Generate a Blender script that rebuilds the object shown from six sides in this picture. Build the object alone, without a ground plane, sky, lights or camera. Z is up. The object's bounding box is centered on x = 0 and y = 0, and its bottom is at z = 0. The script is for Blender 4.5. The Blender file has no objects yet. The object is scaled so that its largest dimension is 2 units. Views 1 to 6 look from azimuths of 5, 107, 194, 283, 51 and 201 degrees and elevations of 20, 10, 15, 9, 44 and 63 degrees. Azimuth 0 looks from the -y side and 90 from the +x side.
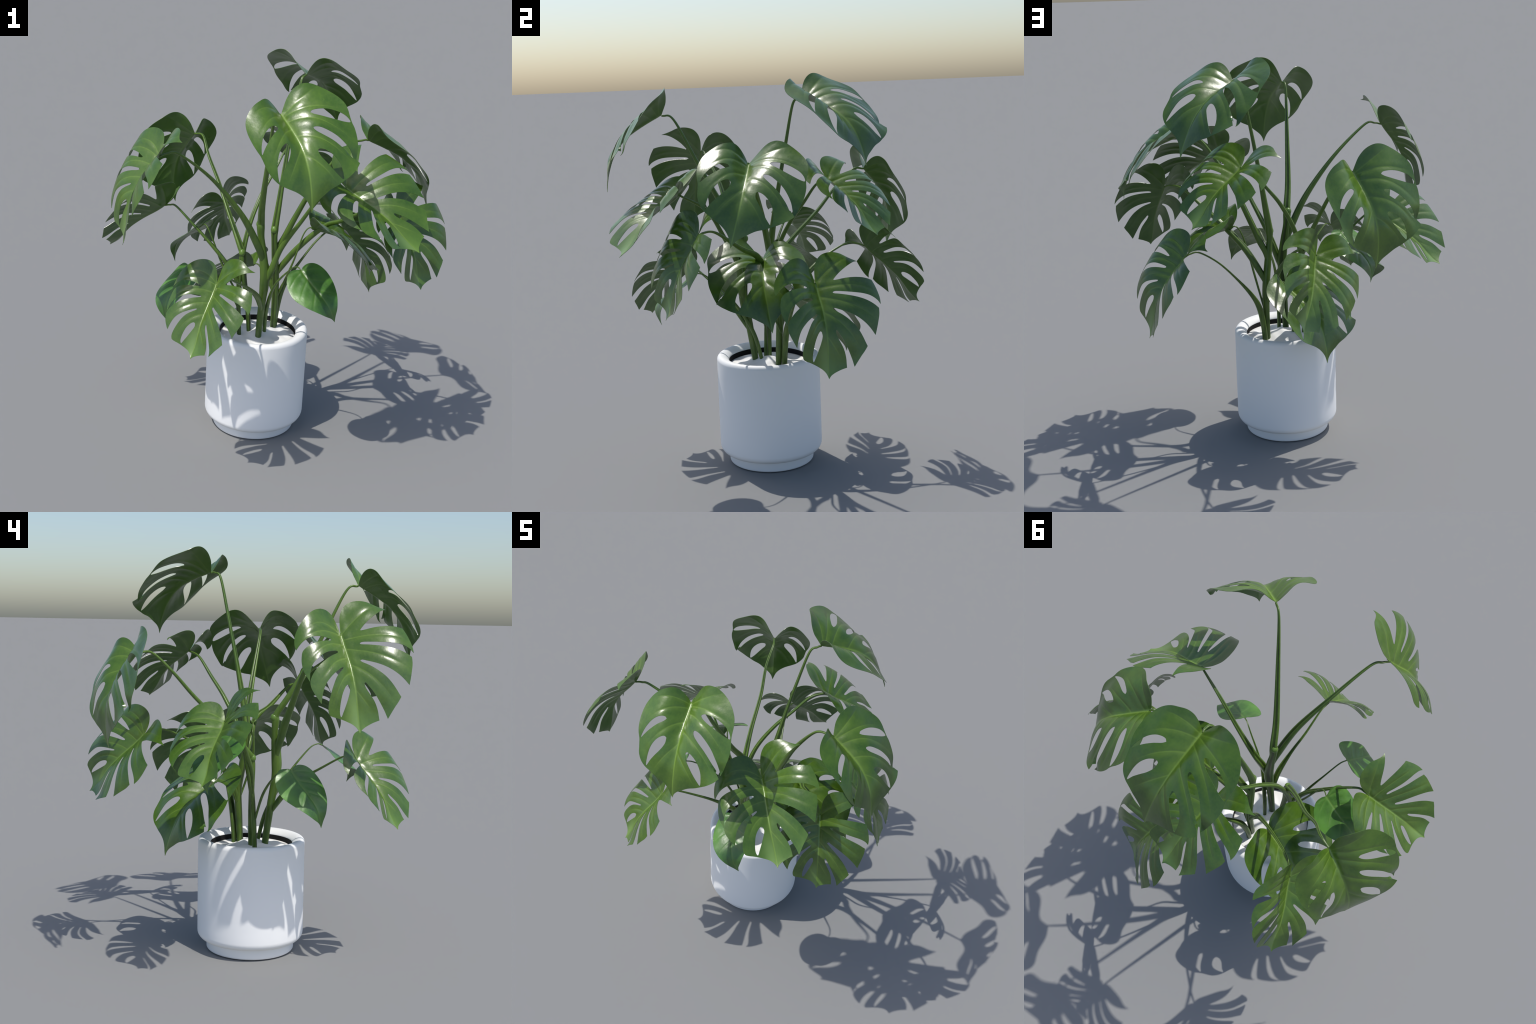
"""A split-leaf houseplant in a white ceramic pot, built part by part."""
import bpy, math, random
import numpy as np
from mathutils import Vector, Quaternion, Matrix
from mathutils.geometry import delaunay_2d_cdt

random.seed(4)
np.random.seed(4)

# ------------------------------------------------------------------ helpers
def catmull(points, steps=8):
    P = np.array(points, float)
    P = np.vstack([2 * P[0] - P[1], P, 2 * P[-1] - P[-2]])
    out = []
    for i in range(1, len(P) - 2):
        a, b, c, d = P[i - 1:i + 3]
        for t in np.arange(steps) / steps:
            out.append(0.5 * (2 * b + (c - a) * t + (2 * a - 5 * b + 4 * c - d) * t * t + (3 * b - a - 3 * c + d) * t ** 3))
    out.append(P[-2])
    return np.array(out)


def chain(arcs, steps):
    """Join smooth arcs that meet in sharp corners into one closed loop."""
    pts = []
    for arc in arcs:
        pts.extend(catmull(arc, steps)[:-1])
    return np.array(pts)


def inside(px, py, loop):
    x1, y1 = loop[:, 0], loop[:, 1]
    x2, y2 = np.roll(x1, -1), np.roll(y1, -1)
    res = np.zeros(len(px), bool)
    for a, b, c, d in zip(x1, y1, x2, y2):
        if b == d:
            continue
        hit = ((b > py) != (d > py)) & (px < (c - a) * (py - b) / (d - b) + a)
        res ^= hit
    return res


def new_mesh(name, verts, faces, smooth=True):
    me = bpy.data.meshes.new(name)
    me.from_pydata([tuple(v) for v in verts], [], [tuple(f) for f in faces])
    me.update()
    if smooth:
        me.polygons.foreach_set("use_smooth", [True] * len(me.polygons))
    return me


def new_object(name, mesh, parent=None):
    ob = bpy.data.objects.new(name, mesh)
    bpy.context.scene.collection.objects.link(ob)
    if parent is not None:
        ob.parent = parent
    return ob


# ------------------------------------------------------------------ leaf kinds
# Leaf plan: x across the blade, y from the stalk (0) to the tip (1).
# Every blade is a chain of smooth arcs that meet in sharp corners.
HOLED_ARCS = [
    # right half: round lobe, rim, open slit, lower rim to the tip
    [(0, 0), (.045, -.075), (.09, -.142), (.145, -.195), (.21, -.22), (.276, -.222), (.34, -.205), (.4, -.172), (.46, -.125),
     (.512, -.07), (.555, -.008), (.583, .055), (.592, .126), (.590, .2), (.592, .262), (.603, .33), (.598, .43), (.572, .535), (.53, .642)],
    [(.53, .642), (.507, .568), (.476, .497), (.393, .379), (.274, .278), (.205, .25), (.182, .263), (.20, .303), (.255, .355),
     (.345, .432), (.435, .53), (.497, .612), (.541, .668)],
    [(.541, .668), (.5, .712), (.452, .748), (.40, .778), (.345, .801), (.29, .824), (.204, .85), (.134, .884), (.066, .92), (.026, .955), (.008, .985), (0, 1)],
    # left half, from the tip back up
    [(0, 1), (-.012, .965), (-.034, .915), (-.075, .865), (-.13, .826), (-.19, .795), (-.24, .768), (-.295, .735), (-.345, .68), (-.378, .61),
     (-.392, .53), (-.404, .46), (-.425, .40), (-.443, .32), (-.449, .21), (-.434, .11), (-.40, .035), (-.357, -.02), (-.30, -.068), (-.237, -.1),
     (-.17, -.125), (-.11, -.115), (-.05, -.065), (0, 0)],
]
HOLED_HOLES = [
    [(-.15, .20), (-.172, .18), (-.215, .184), (-.27, .215), (-.325, .275), (-.368, .36), (-.389, .445), (-.345, .39), (-.29, .328), (-.23, .272), (-.172, .228)],
    [(-.104, .388), (-.124, .374), (-.16, .386), (-.21, .432), (-.255, .51), (-.283, .61), (-.289, .718), (-.25, .655), (-.198, .588), (-.145, .522), (-.108, .45)],
    [(.214, .09), (.245, .069), (.331, .072), (.42, .096), (.51, .145), (.562, .2), (.578, .252), (.52, .242), (.436, .208), (.34, .167), (.25, .122)],
    [(.149, .489), (.17, .478), (.218, .497), (.275, .545), (.32, .61), (.345, .685), (.345, .785), (.30, .748), (.254, .69), (.198, .61), (.157, .545)],
]
SPLIT_ARCS = [
    # right lobe and four fingers
    [(0, 0), (.006, -.06), (.013, -.12), (.026, -.19), (.058, -.262), (.11, -.315), (.171, -.34), (.25, -.345), (.327, -.325), (.39, -.282), (.45, -.248), (.511, -.231)],
    [(.511, -.231), (.45, -.203), (.389, -.168), (.32, -.125), (.25, -.076), (.198, -.03), (.178, -.006), (.20, .003), (.322, .001), (.464, .013), (.587, .038)],
    [(.587, .038), (.607, .1), (.625, .176), (.634, .25), (.629, .316)],
    [(.629, .316), (.59, .272), (.52, .232), (.43, .204), (.341, .182), (.24, .153), (.165, .132), (.138, .139), (.15, .155), (.2, .174), (.28, .206), (.428, .266), (.52, .313), (.594, .363)],
    [(.594, .363), (.586, .43), (.562, .505), (.514, .638)],
    [(.514, .638), (.462, .57), (.404, .51), (.335, .452), (.263, .402), (.17, .347), (.12, .317), (.102, .323), (.117, .347), (.162, .388), (.225, .45), (.3, .535), (.362, .63), (.414, .741)],
    [(.414, .741), (.38, .785), (.337, .832), (.266, .92)],
    [(.266, .92), (.249, .85), (.22, .775), (.168, .66), (.127, .587), (.107, .553), (.093, .558), (.101, .605), (.13, .668), (.165, .742), (.187, .825), (.192, .915)],
    [(.192, .915), (.15, .922), (.117, .93), (.066, .948), (.026, .97), (0, 1)],
    # left half, from the tip back up
    [(0, 1), (-.013, .966), (-.035, .934), (-.07, .905), (-.118, .882), (-.16, .866), (-.21, .851), (-.26, .84), (-.296, .822), (-.305, .77), (-.285, .69),
     (-.245, .595), (-.19, .497), (-.14, .441), (-.098, .402), (-.091, .383), (-.112, .39), (-.2, .452), (-.26, .503), (-.315, .565), (-.35, .64), (-.373, .727)],
    [(-.373, .727), (-.42, .65), (-.45, .58), (-.452, .515), (-.42, .452), (-.36, .388), (-.278, .324), (-.18, .264), (-.116, .229), (-.104, .209), (-.13, .205),
     (-.244, .24), (-.346, .303), (-.404, .355), (-.44, .43), (-.457, .518)],
    [(-.457, .518), (-.492, .41), (-.497, .33), (-.487, .26), (-.465, .204), (-.40, .16), (-.31, .128), (-.22, .107), (-.165, .097), (-.15, .082), (-.18, .072),
     (-.249, .061), (-.335, .066), (-.39, .08), (-.441, .105), (-.48, .135), (-.52, .177)],
    [(-.52, .177), (-.522, .115), (-.505, .035), (-.468, -.035), (-.42, -.098), (-.37, -.15), (-.31, -.2), (-.25, -.235), (-.18, -.256), (-.12, -.253), (-.075, -.226),
     (-.04, -.17), (-.014, -.085), (0, 0)],
]
SPLIT_HOLES = [
    [(-.06, .562), (-.08, .556), (-.112, .588), (-.15, .655), (-.178, .745), (-.186, .81), (-.172, .842), (-.146, .80), (-.11, .733), (-.075, .66), (-.054, .602)],
]
HEART_ARCS = [
    [(0, 0), (.07, -.035), (.17, -.04), (.27, .01), (.335, .11), (.357, .25), (.325, .43), (.24, .64), (.12, .835), (.04, .93), (0, 1)],
    [(0, 1), (-.05, .935), (-.15, .85), (-.27, .71), (-.365, .55), (-.415, .37), (-.395, .2), (-.32, .04), (-.2, -.06), (-.08, -.05), (0, 0)],
]
# height of the blade above its plan: powers of x and y, then the fold along the midrib
HOLED_FORM = [0.361, 0.614, -2.043, 1.47, -0.403, -0.072, 0.202, -0.635, 2.125, -1.752, -3.872, 2.558, -2.113, 3.909, 1.108, -1.611, -0.684, 1.323, -0.012, -1.964, 1.656, -1.589, -0.089, 2.197]
SPLIT_FORM = [0.048, 0.505, -0.394, -1.105, 0.946, -0.097, 0.086, -0.298, 0.443, 0.017, -0.494, -0.699, -0.611, 2.814, 0.462, 0.588, -1.548, -1.037, 1.464, -0.121, 0.737, 0.336, -1.126, -0.206]
HEART_FORM = [0.146, 0.543, -0.114, -0.575, -0.095, -0.067, -0.109, 0.104, -0.387, 0.024, 0.098, 0.084, -0.089, -0.05, 0.151, -0.183, 0.2, -0.14]
# side veins: side, start on the midrib, slope and bend of y over |x|, reach
HOLED_VEINS = [(1, .02, -.566, .22, .42), (1, .04, -.248, .715, .56), (1, .11, -.067, 1.33, .56), (1, .29, .24, 1.3, .47), (1, .5, .975, .9, .27),
               (-1, .02, -.6, 1.78, .36), (-1, .06, -.133, 1.67, .4), (-1, .2, .3, 1.99, .36), (-1, .42, 1.2, 1.0, .25)]
SPLIT_VEINS = [(1, 0, -.95, .76, .42), (1, .06, -.035, .394, .6), (1, .16, .433, .33, .56), (1, .34, .754, 1.48, .36), (1, .6, 1.6, .2, .15),
               (-1, 0, -1.0, 2.5, .4), (-1, .02, -.38, 1.2, .5), (-1, .12, -.133, 1.33, .47), (-1, .27, .125, 1.625, .42), (-1, .43, .1, 4.3, .27)]
HEART_VEINS = [(1, .03, .1, .9, .33), (1, .2, .5, .6, .33), (1, .42, .8, .6, .25), (1, .02, -.35, .9, .3),
               (-1, .03, .1, .9, .38), (-1, .2, .5, .6, .36), (-1, .42, .8, .6, .28), (-1, .02, -.45, .9, .34)]


RIB_SWAY = {"holed": .11, "split": .025, "heart": -.08}      # how far the midrib bows sideways


def form(x, y, c):
    k, h = 0, np.zeros_like(x)
    order = 5 if len(c) < 20 else 6
    for i in range(order):
        for j in range(order - i):
            if i + j:
                h = h + c[k] * x ** i * y ** j
                k += 1
    ax = np.sqrt(x * x + .0009) - .03
    return h + c[k] * ax + c[k + 1] * ax * y + c[k + 2] * ax * y * y + c[k + 3] * ax ** 3


def vein_relief(x, y, veins, depth, seed, sway):
    """Sunken veins with soft pillows of blade between them."""
    x = x - sway * y * (1 - y)
    h = -depth * 1.3 * np.exp(-(x / .011) ** 2) + depth * 1.5 * np.exp(-((np.abs(x) - .044) / .034) ** 2) * np.clip(1 - y, .15, 1)
    for side, y0, a, b, reach in veins:
        u = x * side
        d = (y - (y0 + a * u + b * u * u)) / np.sqrt(1 + (a + 2 * b * u) ** 2)
        gate = np.clip((u - .004) / .03, 0, 1) * np.clip((reach - u) / .15, 0, 1)
        h += gate * depth * (-.8 * np.exp(-(d / .010) ** 2) + 1.0 * np.exp(-((np.abs(d) - .042) / .036) ** 2))
    r = np.random.RandomState(seed)
    for _ in range(16):
        f = r.uniform(8, 26, 2) * r.choice([-1, 1], 2)
        h += depth * .10 * np.sin(f[0] * x + f[1] * y + r.uniform(0, 6.28))
    return h


def build_blade(kind, bend=(0, 0, 0, 0), thickness=.0034, grid=.0135):
    arcs, holes, coef, veins, depth = {
        "holed": (HOLED_ARCS, HOLED_HOLES, HOLED_FORM, HOLED_VEINS, .0036),
        "split": (SPLIT_ARCS, SPLIT_HOLES, SPLIT_FORM, SPLIT_VEINS, .0040),
        "heart": (HEART_ARCS, [], HEART_FORM, HEART_VEINS, .0040)}[kind.split("_")[0]]
    mirror = kind.endswith("mirrored")
    loops = [chain(arcs, 5)] + [catmull(h + h[:1], 4)[:-1] for h in holes]
    pts, edges = [], []
    for lp in loops:
        n0 = len(pts)
        pts += [tuple(p) for p in lp]
        edges += [(n0 + i, n0 + (i + 1) % len(lp)) for i in range(len(lp))]
    border = np.array(pts)
    gx, gy = np.meshgrid(np.arange(-.56, .68, grid), np.arange(-.38, 1.02, grid * .87))
    gx = gx + (np.arange(gx.shape[0])[:, None] % 2) * grid / 2
    gx, gy = gx.ravel(), gy.ravel()
    keep = inside(gx, gy, loops[0])
    for lp in loops[1:]:
        keep &= ~inside(gx, gy, lp)
    gx, gy = gx[keep], gy[keep]
    gap = np.full(len(gx), 9.)
    for p in border:
        gap = np.minimum(gap, (gx - p[0]) ** 2 + (gy - p[1]) ** 2)
    ok = gap > (grid * .55) ** 2
    pts += list(zip(gx[ok], gy[ok]))
    vs, _, fs, _, _, _ = delaunay_2d_cdt([Vector(p) for p in pts], edges, [], 0, 1e-6)
    V = np.array([tuple(v) for v in vs])
    F = np.array([f for f in fs if len(f) == 3])
    cen = V[F].mean(1)
    keep = inside(cen[:, 0], cen[:, 1], loops[0])
    for lp in loops[1:]:
        keep &= ~inside(cen[:, 0], cen[:, 1], lp)
    F = F[keep]
    a, b, c = V[F[:, 0]], V[F[:, 1]], V[F[:, 2]]
    area = (b[:, 0] - a[:, 0]) * (c[:, 1] - a[:, 1]) - (b[:, 1] - a[:, 1]) * (c[:, 0] - a[:, 0])
    F = F[np.abs(area) > 1e-9]
    area = area[np.abs(area) > 1e-9]
    F[area < 0] = F[area < 0][:, ::-1]
    x, y = V[:, 0], V[:, 1]
    h = form(x, y, coef) + vein_relief(x, y, veins, depth, len(arcs), RIB_SWAY[kind.split('_')[0]]) + bend[0] * y * y + bend[1] * x * x + bend[2] * x * y + bend[3] * y
    if kind.startswith("holed"):                     # the finger above the open slit hangs lower at its end
        finger = y < .26 + 1.107 * (x - .18)
        h = h - finger * .05 * np.exp(-((x - .545) ** 2 + (y - .62) ** 2) / .0085)
    if mirror:
        x = -x
    P = np.stack([y, x, h], 1)                       # local: along, across, up
    if not mirror:
        F = F[:, ::-1]                               # (y, x) swap flips the winding
    nrm = np.zeros_like(P)
    fn = np.cross(P[F[:, 1]] - P[F[:, 0]], P[F[:, 2]] - P[F[:, 0]])
    for k in range(3):
        np.add.at(nrm, F[:, k], fn)
    nrm /= np.maximum(np.linalg.norm(nrm, axis=1, keepdims=True), 1e-12)
    n = len(P)
    verts = np.vstack([P + nrm * thickness / 2, P - nrm * thickness / 2])
    count = {}
    for t in F:
        for i in range(3):
            e = (t[i], t[(i + 1) % 3])
            count[e] = count.get(e, 0) + 1
    rim = [e for e in count if (e[1], e[0]) not in count]
    faces = [tuple(t) for t in F] + [(t[2] + n, t[1] + n, t[0] + n) for t in F] + [(e[1], e[0], e[0] + n, e[1] + n) for e in rim]
    me = new_mesh("leaf", verts, faces)
    nf = len(F)
    me.polygons.foreach_set("material_index", [0] * nf + [1] * nf + [0] * len(rim))
    me.set_sharp_from_angle(angle=math.radians(55))
    me.update()
    return me


# ------------------------------------------------------------------ materials
class Nodes:
    def __init__(self, name):
        self.mat = bpy.data.materials.new(name)
        self.mat.use_nodes = True
        self.t = self.mat.node_tree
        self.n = self.t.nodes
        self.bsdf = self.n["Principled BSDF"]

    def link(self, a, b):
        self.t.links.new(a, b)

    def math(self, op, a, b=None, c=None, clamp=False):
        m = self.n.new("ShaderNodeMath")
        m.operation = op
        m.use_clamp = clamp
        for i, v in enumerate((a, b, c)):
            if v is None:
                continue
            if isinstance(v, (int, float)):
                m.inputs[i].default_value = v
            else:
                self.link(v, m.inputs[i])
        return m.outputs[0]

    def ramp(self, val, lo, hi, a=0., b=1.):
        m = self.n.new("ShaderNodeMapRange")
        m.interpolation_type = "SMOOTHSTEP"
        for i, v in zip((1, 2, 3, 4), (lo, hi, a, b)):
            m.inputs[i].default_value = v
        self.link(val, m.inputs[0])
        return m.outputs[0]

    def mix(self, fac, a, b, blend="MIX"):
        m = self.n.new("ShaderNodeMix")
        m.data_type = "RGBA"
        m.blend_type = blend
        for sock, v in ((m.inputs[0], fac), (m.inputs[6], a), (m.inputs[7], b)):
            if isinstance(v, (int, float)):
                sock.default_value = v
            elif isinstance(v, tuple):
                sock.default_value = (*v, 1)
            else:
                self.link(v, sock)
        return m.outputs[2]

    def noise(self, vec, scale, detail=3., rough=.55):
        m = self.n.new("ShaderNodeTexNoise")
        m.inputs["Scale"].default_value = scale
        m.inputs["Detail"].default_value = detail
        m.inputs["Roughness"].default_value = rough
        self.link(vec, m.inputs["Vector"])
        return m.outputs["Fac"]

    def object_coords(self):
        return self.n.new("ShaderNodeTexCoord").outputs["Object"]

    def bump(self, height, strength, distance):
        b = self.n.new("ShaderNodeBump")
        b.inputs["Strength"].default_value = strength
        b.inputs["Distance"].default_value = distance
        self.link(height, b.inputs["Height"])
        self.link(b.outputs[0], self.bsdf.inputs["Normal"])


def vein_mask(N, vec, veins, width, mirror, sway):
    sep = N.n.new("ShaderNodeSeparateXYZ")
    N.link(vec, sep.inputs[0])
    along = sep.outputs[0]
    across = N.math("MULTIPLY", sep.outputs[1], -1. if mirror else 1.)
    bow = N.math("MULTIPLY", N.math("MULTIPLY", along, N.math("SUBTRACT", 1., along)), sway)
    across = N.math("SUBTRACT", across, bow)
    aw = N.math("ABSOLUTE", across)
    mid_w = N.math("MULTIPLY_ADD", along, -width * 1.1, width * 1.9)
    mid = N.math("SUBTRACT", 1., N.math("DIVIDE", aw, mid_w), clamp=True)
    broad = N.ramp(aw, 0., .11, 1., 0.)
    fine = None
    for side, y0, a, b, reach in veins:
        u = N.math("MULTIPLY", across, float(side))
        yk = N.math("MULTIPLY_ADD", N.math("MULTIPLY_ADD", u, b, a), u, y0)
        d = N.math("ABSOLUTE", N.math("SUBTRACT", along, yk))
        slope = math.sqrt(1 + (a + b * reach) ** 2)
        m = N.ramp(d, 0., width * .95 * slope, 1., 0.)
        m = N.math("MULTIPLY", m, N.ramp(u, -.002, .01))
        m = N.math("MULTIPLY", m, N.ramp(u, reach * .35, reach * 1.05, 1., 0.))
        wide = N.math("MULTIPLY", N.math("MULTIPLY", N.ramp(d, 0., .07 * slope, 1., 0.), N.ramp(u, -.01, .02)), N.ramp(u, reach * .3, reach, 1., .2))
        broad = N.math("MAXIMUM", broad, N.math("MULTIPLY", wide, .8))
        fine = m if fine is None else N.math("MAXIMUM", fine, m)
    return mid, fine, broad, along, aw


def leaf_material(name, kind, upper):
    N = Nodes(name)
    vec = N.object_coords()
    base = kind.split("_")[0]
    veins = {"holed": HOLED_VEINS, "split": SPLIT_VEINS, "heart": HEART_VEINS}[base]
    mid, fine, broad, along, aw = vein_mask(N, vec, veins, .0105 if base != "heart" else .014, kind.endswith("mirrored"), RIB_SWAY[base])
    if upper:
        dark, light, rib, pale = (.030, .083, .006), (.068, .143, .011), (.17, .28, .040), (.112, .192, .020)
        if base == "heart":
            dark, light, rib, pale = (.020, .070, .012), (.050, .150, .018), (.11, .21, .035), (.085, .215, .030)
    else:
        dark, light, rib, pale = (.044, .100, .016), (.070, .138, .024), (.125, .20, .05), (.088, .160, .032)  # underside greens lightened to tint in the ground's grey reflection
    mottle = N.ramp(N.noise(vec, 5., 5., .6), .22, .78)
    col = N.mix(mottle, dark, light)
    col = N.mix(N.math("MULTIPLY", broad, .45), col, pale)
    grain = N.ramp(N.noise(vec, 38., 4., .65), .35, .7)
    col = N.mix(N.math("MULTIPLY", grain, .22), col, pale)
    if base == "heart" and upper:
        # dark along the ribs, bright towards the edge
        edge = N.ramp(N.noise(vec, 3.4, 2., .5), .42, .66)
        rimness = N.math("MULTIPLY", N.ramp(aw, .1, .36), N.math("MULTIPLY_ADD", edge, .7, .3))
        col = N.mix(rimness, col, (.095, .250, .030))
    if base == "split" and upper:
        tipness = N.math("MULTIPLY", N.ramp(along, .62, .95), N.ramp(aw, .0, .2, 1., .3))
        col = N.mix(N.math("MULTIPLY", tipness, .5), col, (.13, .25, .04))
        sep = N.n.new("ShaderNodeSeparateXYZ")
        N.link(vec, sep.inputs[0])
        left = N.ramp(sep.outputs[1], -.17, -.02)            # pale tongue left of the midrib, near the tip
        tongue = N.math("MULTIPLY", N.math("MULTIPLY", left, N.ramp(sep.outputs[1], -.01, .004, 1., 0.)), N.math("MULTIPLY", N.ramp(along, .55, .8), N.ramp(along, .93, 1.0, 1., .5)))
        col = N.mix(N.math("MULTIPLY", tongue, .6), col, (.19, .31, .085))
    col = N.mix(N.math("MULTIPLY", fine, .42), col, rib)
    col = N.mix(N.math("MULTIPLY", mid, .85), col, rib)
    info = N.n.new("ShaderNodeObjectInfo")
    hsv = N.n.new("ShaderNodeHueSaturation")
    N.link(col, hsv.inputs["Color"])
    N.link(N.math("MULTIPLY_ADD", info.outputs["Random"], .16, .92), hsv.inputs["Value"])
    N.link(hsv.outputs[0], N.bsdf.inputs["Base Color"])
    N.link(N.math("MULTIPLY_ADD", grain, .05, (.36 if base == "heart" else .275) if upper else .31), N.bsdf.inputs["Roughness"])
    N.bsdf.inputs["Specular IOR Level"].default_value = .75 if upper else .7
    N.bump(N.noise(vec, 26., 3., .5), .05, .012)
    return N.mat


def stalk_material(name="green_stalk", shade=1.):
    N = Nodes(name)
    vec = N.object_coords()
    sep = N.n.new("ShaderNodeSeparateXYZ")
    N.link(vec, sep.inputs[0])
    mp = N.n.new("ShaderNodeMapping")
    mp.inputs["Scale"].default_value = (1, 1, .16)
    N.link(vec, mp.inputs["Vector"])
    streak = N.ramp(N.noise(mp.outputs[0], 60., 4., .6), .3, .7)
    col = N.mix(streak, (.046, .096, .014), (.105, .180, .028))
    high = N.ramp(sep.outputs[2], .6, 1.15)
    col = N.mix(N.math("MULTIPLY", high, .55), col, (.115, .205, .032))
    blotch = N.ramp(N.noise(vec, 9., 2., .5), .5, .72)
    col = N.mix(N.math("MULTIPLY", blotch, .35), col, (.035, .09, .025))
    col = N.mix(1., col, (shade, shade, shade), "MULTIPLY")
    N.link(col, N.bsdf.inputs["Base Color"])
    N.bsdf.inputs["Roughness"].default_value = .36
    N.bump(N.noise(mp.outputs[0], 90., 3., .6), .12, .004)
    return N.mat


def bud_material():
    N = Nodes("pale_node")
    vec = N.object_coords()
    col = N.mix(N.ramp(N.noise(vec, 40., 3.), .3, .7), (.105, .20, .034), (.14, .245, .046))
    N.link(col, N.bsdf.inputs["Base Color"])
    N.bsdf.inputs["Roughness"].default_value = .32
    return N.mat


def pot_material():
    N = Nodes("white_ceramic")
    vec = N.object_coords()
    col = N.mix(N.noise(vec, 6., 3.), (.90, .90, .90), (.92, .92, .92))
    N.link(col, N.bsdf.inputs["Base Color"])
    N.bsdf.inputs["Roughness"].default_value = .5
    N.bsdf.inputs["Specular IOR Level"].default_value = .4
    return N.mat


def soil_material():
    N = Nodes("white_top_dressing")
    vec = N.object_coords()
    col = N.mix(N.noise(vec, 14., 4.), (.86, .855, .84), (.91, .91, .90))
    N.link(col, N.bsdf.inputs["Base Color"])
    N.bsdf.inputs["Roughness"].default_value = .8
    N.bump(N.noise(vec, 50., 3.), .06, .004)
    return N.mat


def dark_ring_material():
    N = Nodes("black_ring")
    N.link(N.mix(N.noise(N.object_coords(), 30.), (.004, .004, .004), (.008, .008, .008)), N.bsdf.inputs["Base Color"])
    N.bsdf.inputs["Roughness"].default_value = .7
    N.bsdf.inputs["Specular IOR Level"].default_value = .2
    return N.mat


# ------------------------------------------------------------------ the thing
POT_CENTRE = (-.050, .006)
root = bpy.data.objects.new("potted_plant", None)
root.location = (POT_CENTRE[0], POT_CENTRE[1], 0)
bpy.context.scene.collection.objects.link(root)
root["label"] = "tall split-leaf houseplant with glossy leaves in white pot"
root["category"] = "houseplant"
bpy.context.view_layer.update()
TO_ROOT = Matrix.Translation((-POT_CENTRE[0], -POT_CENTRE[1], 0))


def lathe(profile, name, segments=72):
    P = catmull(profile, 4) if False else np.array(profile)
    verts, faces = [], []
    for r, z in P:
        for k in range(segments):
            t = 2 * math.pi * k / segments
            verts.append((r * math.cos(t), r * math.sin(t), z))
    n = len(P)
    for i in range(n - 1):
        for k in range(segments):
            k2 = (k + 1) % segments
            faces.append((i * segments + k, i * segments + k2, (i + 1) * segments + k2, (i + 1) * segments + k))
    return new_mesh(name, verts, faces)


def arc(cx, cz, r, a0, a1, n, rz=None):
    rz = rz or r
    return [(cx + r * math.cos(math.radians(a0 + (a1 - a0) * i / n)), cz + rz * math.sin(math.radians(a0 + (a1 - a0) * i / n))) for i in range(n + 1)]


POT_R = .268
profile = [(.0005, .004), (.17, .004)] + arc(.212, .010, .009, -90, 0, 4)
profile += [(.2215, .050), (.2215, .0515)] + [(.2225, .0535), (.226, .0545)]
profile += arc(.2275, .0945, .0405, -80, 0, 9, .040)
profile += [(POT_R, .13), (POT_R, .25), (POT_R, .37), (POT_R - .0005, .48)]
profile += arc(.2475, .5505, .0200, 0, 95, 8, .0225)
profile += [(.234, .5708), (.222, .5652)] + [(.211, .5560), (.206, .5505), (.2045, .5465), (.2045, .5440)]
pot_mesh = lathe(profile, "pot")
pot = new_object("pot", pot_mesh, root)
pot_mesh.materials.append(pot_material())

dark_ring_mesh = lathe([(.2040, .5462), (.2032, .5462), (.2025, .5400), (.2020, .50), (.19, .49)], "dark_ring")
dark_ring = new_object("dark_ring", dark_ring_mesh, root)
dark_ring_mesh.materials.append(dark_ring_material())

# dressing on the soil: a low mound with soft folds
def dressing():
    rings, seg = 34, 84
    verts, faces = [], []
    r_out = .2012
    for i in range(rings + 1):
        r = r_out * (i / rings) + .0004
        for k in range(seg):
            t = 2 * math.pi * k / seg
            x, y = r * math.cos(t), r * math.sin(t)
            z = .519 + .034 * math.exp(-((x - .015) / .125) ** 2 - ((y + .0) / .10) ** 2)
            w = min(1, (r_out - r) / .05)
            z += w * (.007 * math.sin(17 * x + 29 * y + .6) * math.sin(23 * x - 11 * y + 1.9) + .004 * math.sin(41 * x - 33 * y) + .002 * math.sin(80 * x + 61 * y))
            verts.append((x, y, z))
    for i in range(rings):
        for k in range(seg):
            k2 = (k + 1) % seg
            faces.append((i * seg + k, i * seg + k2, (i + 1) * seg + k2, (i + 1) * seg + k))
    faces.append(tuple(range(seg))[::-1] if False else tuple(range(seg)))
    n = len(verts)                                           # skirt under the edge gives the layer depth
    for k in range(seg):
        t = 2 * math.pi * k / seg
        verts.append((r_out * math.cos(t), r_out * math.sin(t), .500))
    for k in range(seg):
        k2 = (k + 1) % seg
        faces.append((rings * seg + k, rings * seg + k2, n + k2, n + k))
    return new_mesh("soil", verts, faces)


soil_mesh = dressing()
soil = new_object("soil", soil_mesh, root)
soil_mesh.materials.append(soil_material())

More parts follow.
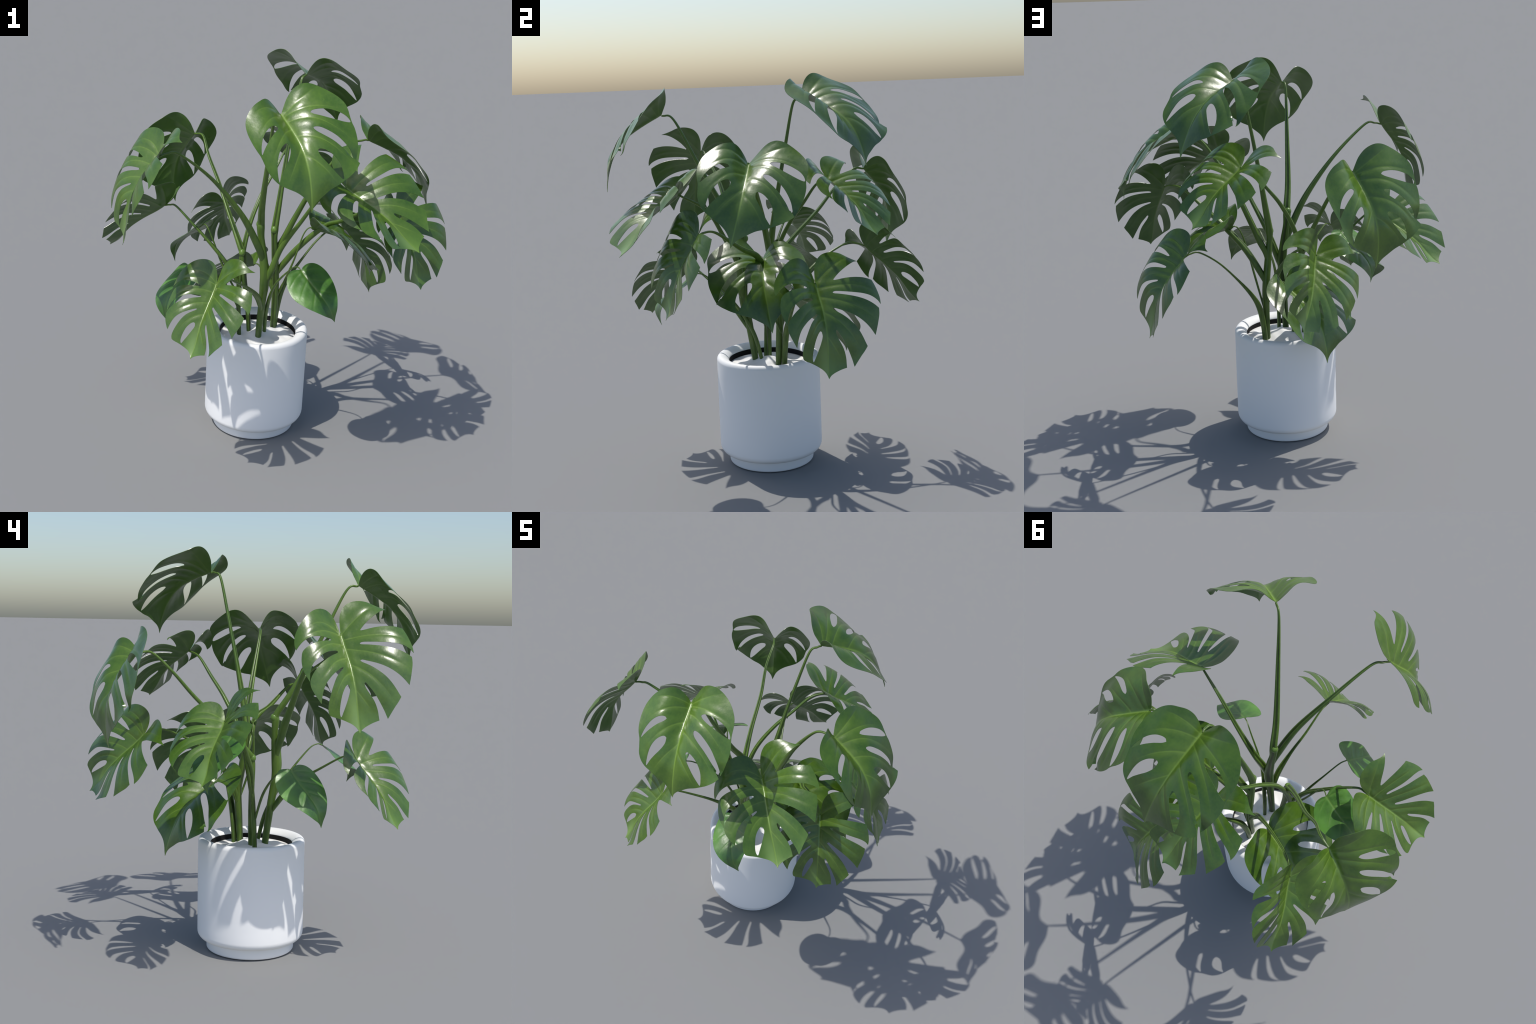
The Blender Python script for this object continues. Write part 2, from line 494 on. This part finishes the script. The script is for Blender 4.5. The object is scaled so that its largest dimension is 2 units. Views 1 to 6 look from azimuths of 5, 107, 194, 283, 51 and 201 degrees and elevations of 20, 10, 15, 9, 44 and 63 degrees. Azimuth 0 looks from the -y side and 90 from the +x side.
# ------------------------------------------------------------------ leaves: kind, stalk joint, turn, length, bend
LEAVES = {
    "A": ("holed", (0.0462, -0.4831, 1.8201), (0.7874, 0.2584, 0.3499, -0.4368), 0.4719, (0.0, 0.0, 0.0, 0.0)),
    "M": ("holed", (-0.4927, 0.4478, 1.49), (0.314, -0.5188, 0.2519, 0.7542), 0.4534, (0.0, 0.0, 0.0, 0.0)),
    "R": ("holed", (0.452, 0.1, 1.6011), (0.9157, -0.114, 0.3813, 0.0554), 0.4660, (0.0, 0.0, 0.0, 0.0)),
    "B": ("holed", (0.1096, 0.2777, 1.8826), (0.798, -0.1962, 0.2786, 0.4971), 0.4836, (0.0, 0.0, 0.0, 0.0)),
    "F": ("holed", (-0.1062, 0.1824, 0.8456), (0.2848, -0.3856, 0.1117, 0.8705), 0.4460, (0.0, 0.0, 0.0, 0.0)),
    "W": ("holed_mirrored", (0.2094, 0.0709, 1.1146), (0.9259, -0.0269, 0.3338, 0.1748), 0.4457, (0.0, 0.0, 0.0, 0.0)),
    "D": ("split", (0.3617, -0.2793, 1.4488), (0.9226, 0.2311, 0.1574, -0.2656), 0.4577, (0.033, 0.082, -0.179, -0.15)),
    "L": ("split", (-0.5017, -0.4804, 1.5883), (0.224, 0.5171, 0.0872, -0.8215), 0.4434, (-0.138, 0.001, 0.051, 0.089)),
    "E": ("split", (-0.2082, -0.5324, 1.0068), (0.4871, 0.4028, 0.2372, -0.7377), 0.3747, (0.065, -0.044, -0.077, -0.017)),
    "O": ("split", (-0.3219, 0.4796, 1.0983), (0.4929, -0.5873, 0.0573, 0.6395), 0.3955, (0.085, -0.084, -0.101, 0.155)),
    "S": ("split", (0.6242, -0.0991, 1.2955), (0.8101, 0.2075, 0.4493, -0.3143), 0.3996, (0.024, -0.052, -0.036, -0.078)),
    "Q": ("split", (0.0598, 0.3754, 1.4883), (0.8278, -0.1732, 0.2488, 0.4721), 0.4018, (0.014, -0.093, -0.076, -0.051)),
    "N": ("split", (-0.5647, 0.0174, 1.2017), (-0.0751, 0.3872, -0.191, -0.8988), 0.3872, (0.106, 0.169, -0.102, 0.03)),
    "U": ("split", (0.3643, 0.3733, 1.0344), (0.8494, -0.1689, 0.4277, 0.259), 0.4418, (-0.179, 0.016, -0.038, 0.024)),
    "H": ("heart", (0.1745, -0.3018, 1.0232), (0.8289, 0.3455, 0.2849, -0.3353), 0.3012, (0.0, 0.0, 0.0, 0.0)),
    "X": ("heart", (-0.3852, -0.252, 0.9705), (0.3829, 0.4939, 0.0682, -0.7777), 0.2993, (0.0, 0.0, 0.0, 0.0)),
    "P": ("heart", (-0.3623, 0.0347, 1.1075), (0.2089, -0.4328, 0.1616, 0.8619), 0.3011, (0.0, 0.0, 0.0, 0.0)),
}
# stalks: centre line and radius from the leaf down to the trunk or the soil
STALKS = {
    "A": [(.045, -.479, 1.819, .0050), (.014, -.425, 1.793, .0062), (-.013, -.315, 1.565, .0105), (-.042, -.185, 1.314, .0152), (-.050, -.112, 1.20, .0178), (-.051, -.105, 1.16, .0198),
          (-.047, -.102, 1.10, .0168), (-.034, -.103, 1.02, .0195), (-.019, -.106, .911, .0235), (-.018, -.101, .845, .0242), (-.024, -.088, .77, .0200), (-.033, -.072, .64, .0180), (-.040, -.058, .515, .0162)],
    "L": [(-.500, -.482, 1.588, .0045), (-.470, -.462, 1.597, .0052), (-.417, -.428, 1.591, .0062), (-.275, -.299, 1.444, .0095), (-.141, -.204, 1.251, .0150), (-.062, -.137, 1.08, .0185), (-.036, -.112, 1.00, .0150), (-.026, -.104, .94, .0080)],
    "M": [(-.493, .447, 1.490, .0050), (-.439, .400, 1.492, .0062), (-.391, .314, 1.404, .0075), (-.318, .226, 1.283, .0092), (-.237, .102, 1.143, .0115), (-.165, .006, 1.015, .0160), (-.145, -.010, .965, .0165),
          (-.135, -.010, .85, .0140), (-.112, -.002, .70, .0128), (-.094, .000, .52, .0118)],
    "Q": [(.060, .376, 1.489, .0048), (.019, .309, 1.462, .0060), (-.025, .233, 1.370, .0080), (-.078, .144, 1.261, .0098), (-.127, .055, 1.104, .0115), (-.156, -.002, .90, .0140), (-.156, -.026, .72, .0125), (-.143, -.034, .51, .0115)],
    "R": [(.452, .100, 1.602, .0050), (.425, .090, 1.602, .0055), (.342, .071, 1.564, .0070), (.195, .072, 1.347, .0125), (.112, .075, 1.18, .0155), (.060, .073, 1.06, .0172), (.026, .072, .99, .0150), (.018, .076, .93, .0080)],
    "D": [(.362, -.279, 1.450, .0050), (.239, -.189, 1.360, .0085), (.149, -.140, 1.216, .0105), (.056, -.102, 1.056, .0145), (.012, -.110, .93, .0180), (-.010, -.104, .87, .0150), (-.020, -.099, .82, .0080)],
    "B": [(.108, .276, 1.881, .0050), (.104, .252, 1.880, .0055), (.086, .218, 1.850, .0062), (.060, .168, 1.651, .0080), (.039, .119, 1.441, .0105), (.021, .077, 1.236, .0150), (.012, .060, 1.14, .0172), (.009, .057, 1.10, .0185),
          (.010, .055, 1.05, .0155), (.018, .075, .93, .0182), (.025, .098, .80, .0195), (.028, .092, .66, .0175), (.027, .083, .505, .0158)],
    "S": [(.624, -.099, 1.294, .0048), (.585, -.082, 1.306, .0052), (.504, -.053, 1.293, .0065), (.353, .014, 1.195, .0115), (.264, .066, 1.140, .0145), (.140, .076, 1.014, .0165), (.050, .092, .885, .0165), (.026, .098, .83, .0080)],
    "U": [(.365, .374, 1.035, .0040), (.340, .358, 1.049, .0042), (.301, .327, 1.049, .0046), (.223, .271, .985, .0050), (.150, .213, .889, .0062), (.085, .165, .790, .0115), (.052, .138, .71, .0155), (.036, .122, .60, .0145), (.032, .116, .505, .0130)],
    "W": [(.208, .072, 1.114, .0035), (.192, .066, 1.126, .0035), (.172, .059, 1.112, .0037), (.152, .052, 1.068, .0040), (.122, .045, .957, .0050), (.090, .066, .858, .0058), (.035, .108, .70, .0050)],
    "E": [(-.207, -.532, 1.006, .0040), (-.197, -.500, 1.018, .0042), (-.180, -.458, 1.016, .0046), (-.136, -.349, .950, .0060), (-.091, -.258, .891, .0080), (-.050, -.170, .815, .0145), (-.034, -.115, .745, .0135), (-.028, -.082, .69, .0070)],
    "O": [(-.324, .478, 1.098, .0040), (-.305, .440, 1.114, .0044), (-.269, .382, 1.118, .0050), (-.146, .251, 1.030, .0075), (-.041, .142, .885, .0130), (.012, .106, .765, .0150), (.030, .094, .69, .0080)],
    "N": [(-.566, .016, 1.200, .0045), (-.540, .006, 1.208, .0048), (-.503, -.005, 1.205, .0052), (-.412, -.020, 1.121, .0068), (-.326, -.026, 1.036, .0090), (-.240, -.030, .940, .0115), (-.170, -.020, .83, .0115), (-.145, -.014, .77, .0060)],
    "F": [(-.107, .180, .846, .0035), (-.092, .168, .862, .0035), (-.070, .150, .858, .0038), (-.030, .122, .810, .0050), (.024, .098, .71, .0050)],
    "H": [(.174, -.302, 1.023, .0030), (.155, -.280, 1.030, .0032), (.122, -.239, 1.001, .0037), (.041, -.148, .872, .0062), (-.002, -.057, .70, .0108), (-.013, -.010, .515, .0095)],
    "X": [(-.385, -.252, .970, .0032), (-.355, -.222, .968, .0034), (-.300, -.160, .925, .0040), (-.215, -.085, .820, .0065), (-.150, -.030, .67, .0060)],
    "P": [(-.363, .035, 1.107, .0030), (-.345, .012, 1.108, .0032), (-.314, -.010, 1.060, .0037), (-.244, -.024, .900, .0055), (-.150, -.022, .73, .0050)],
}


def build_stalk(points, sides=16):
    """A tapered stalk with a groove along its upper side and open rings closed by caps."""
    C = catmull(points, 9)
    pos, rad = C[:, :3], C[:, 3]
    tan = np.gradient(pos, axis=0)
    tan /= np.linalg.norm(tan, axis=1, keepdims=True)
    away = np.array([pos[0, 0] - pos[-1, 0], pos[0, 1] - pos[-1, 1], 0.])
    away /= np.linalg.norm(away)
    verts, faces = [], []
    total = len(pos)
    for i in range(total):
        up = np.array([0, 0, 1.]) - .6 * away
        up -= (up @ tan[i]) * tan[i]
        up /= np.linalg.norm(up)
        side = np.cross(tan[i], up)
        f = i / (total - 1)
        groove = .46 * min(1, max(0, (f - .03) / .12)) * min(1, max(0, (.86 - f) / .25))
        for k in range(sides):
            t = 2 * math.pi * k / sides
            d = min(t, 2 * math.pi - t)
            r = rad[i] * (1 - groove * math.exp(-(d / .34) ** 2) + groove * .35 * math.exp(-((d - .95) / .4) ** 2))
            verts.append(pos[i] + r * (math.cos(t) * up + math.sin(t) * side))
    for i in range(total - 1):
        for k in range(sides):
            k2 = (k + 1) % sides
            faces.append((i * sides + k, (i + 1) * sides + k, (i + 1) * sides + k2, i * sides + k2))
    faces.append(tuple(range(sides)))
    faces.append(tuple((total - 1) * sides + k for k in range(sides))[::-1])
    me = new_mesh("stalk", verts, faces)
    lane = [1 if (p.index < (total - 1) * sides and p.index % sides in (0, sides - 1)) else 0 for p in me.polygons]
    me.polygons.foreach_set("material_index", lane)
    return me


green = stalk_material()
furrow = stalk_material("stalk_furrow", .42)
skins = {}
for kind in ("holed", "holed_mirrored", "split", "heart"):
    skins[kind] = (leaf_material("leaf_upper_" + kind, kind, True), leaf_material("leaf_lower_" + kind, kind, False))

shared = {}
for key, (kind, joint, turn, length, bend) in LEAVES.items():
    stalk_mesh = build_stalk(STALKS[key])
    stalk_mesh.materials.append(green)
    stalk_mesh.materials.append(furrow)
    stalk = new_object("stalk", stalk_mesh, root)
    stalk.matrix_parent_inverse = TO_ROOT
    token = (kind, bend)
    if token not in shared:
        shared[token] = build_blade(kind, bend)
        shared[token].materials.append(skins[kind][0])
        shared[token].materials.append(skins[kind][1])
    leaf = new_object("leaf", shared[token], stalk)
    leaf.location = joint
    leaf.rotation_mode = "QUATERNION"
    leaf.rotation_quaternion = turn
    leaf.scale = (length,) * 3

# swollen nodes where stalks part
def node_mesh(r):
    verts, faces, nu, nv = [], [], 20, 12
    for i in range(nv + 1):
        a = math.pi * i / nv
        for k in range(nu):
            t = 2 * math.pi * k / nu
            verts.append((r * math.sin(a) * math.cos(t), r * math.sin(a) * math.sin(t), r * 1.15 * math.cos(a)))
    for i in range(nv):
        for k in range(nu):
            k2 = (k + 1) % nu
            faces.append((i * nu + k, (i + 1) * nu + k, (i + 1) * nu + k2, i * nu + k2))
    me = new_mesh("bud", verts, faces)
    me.materials.append(bud)
    return me


bud = bud_material()
for place, r in (((.006, .050, 1.103), .0185), ((-.058, -.098, 1.176), .0180), ((-.150, -.016, .985), .0172)):
    b = new_object("bud", node_mesh(r), root)
    b.matrix_parent_inverse = TO_ROOT
    b.location = place
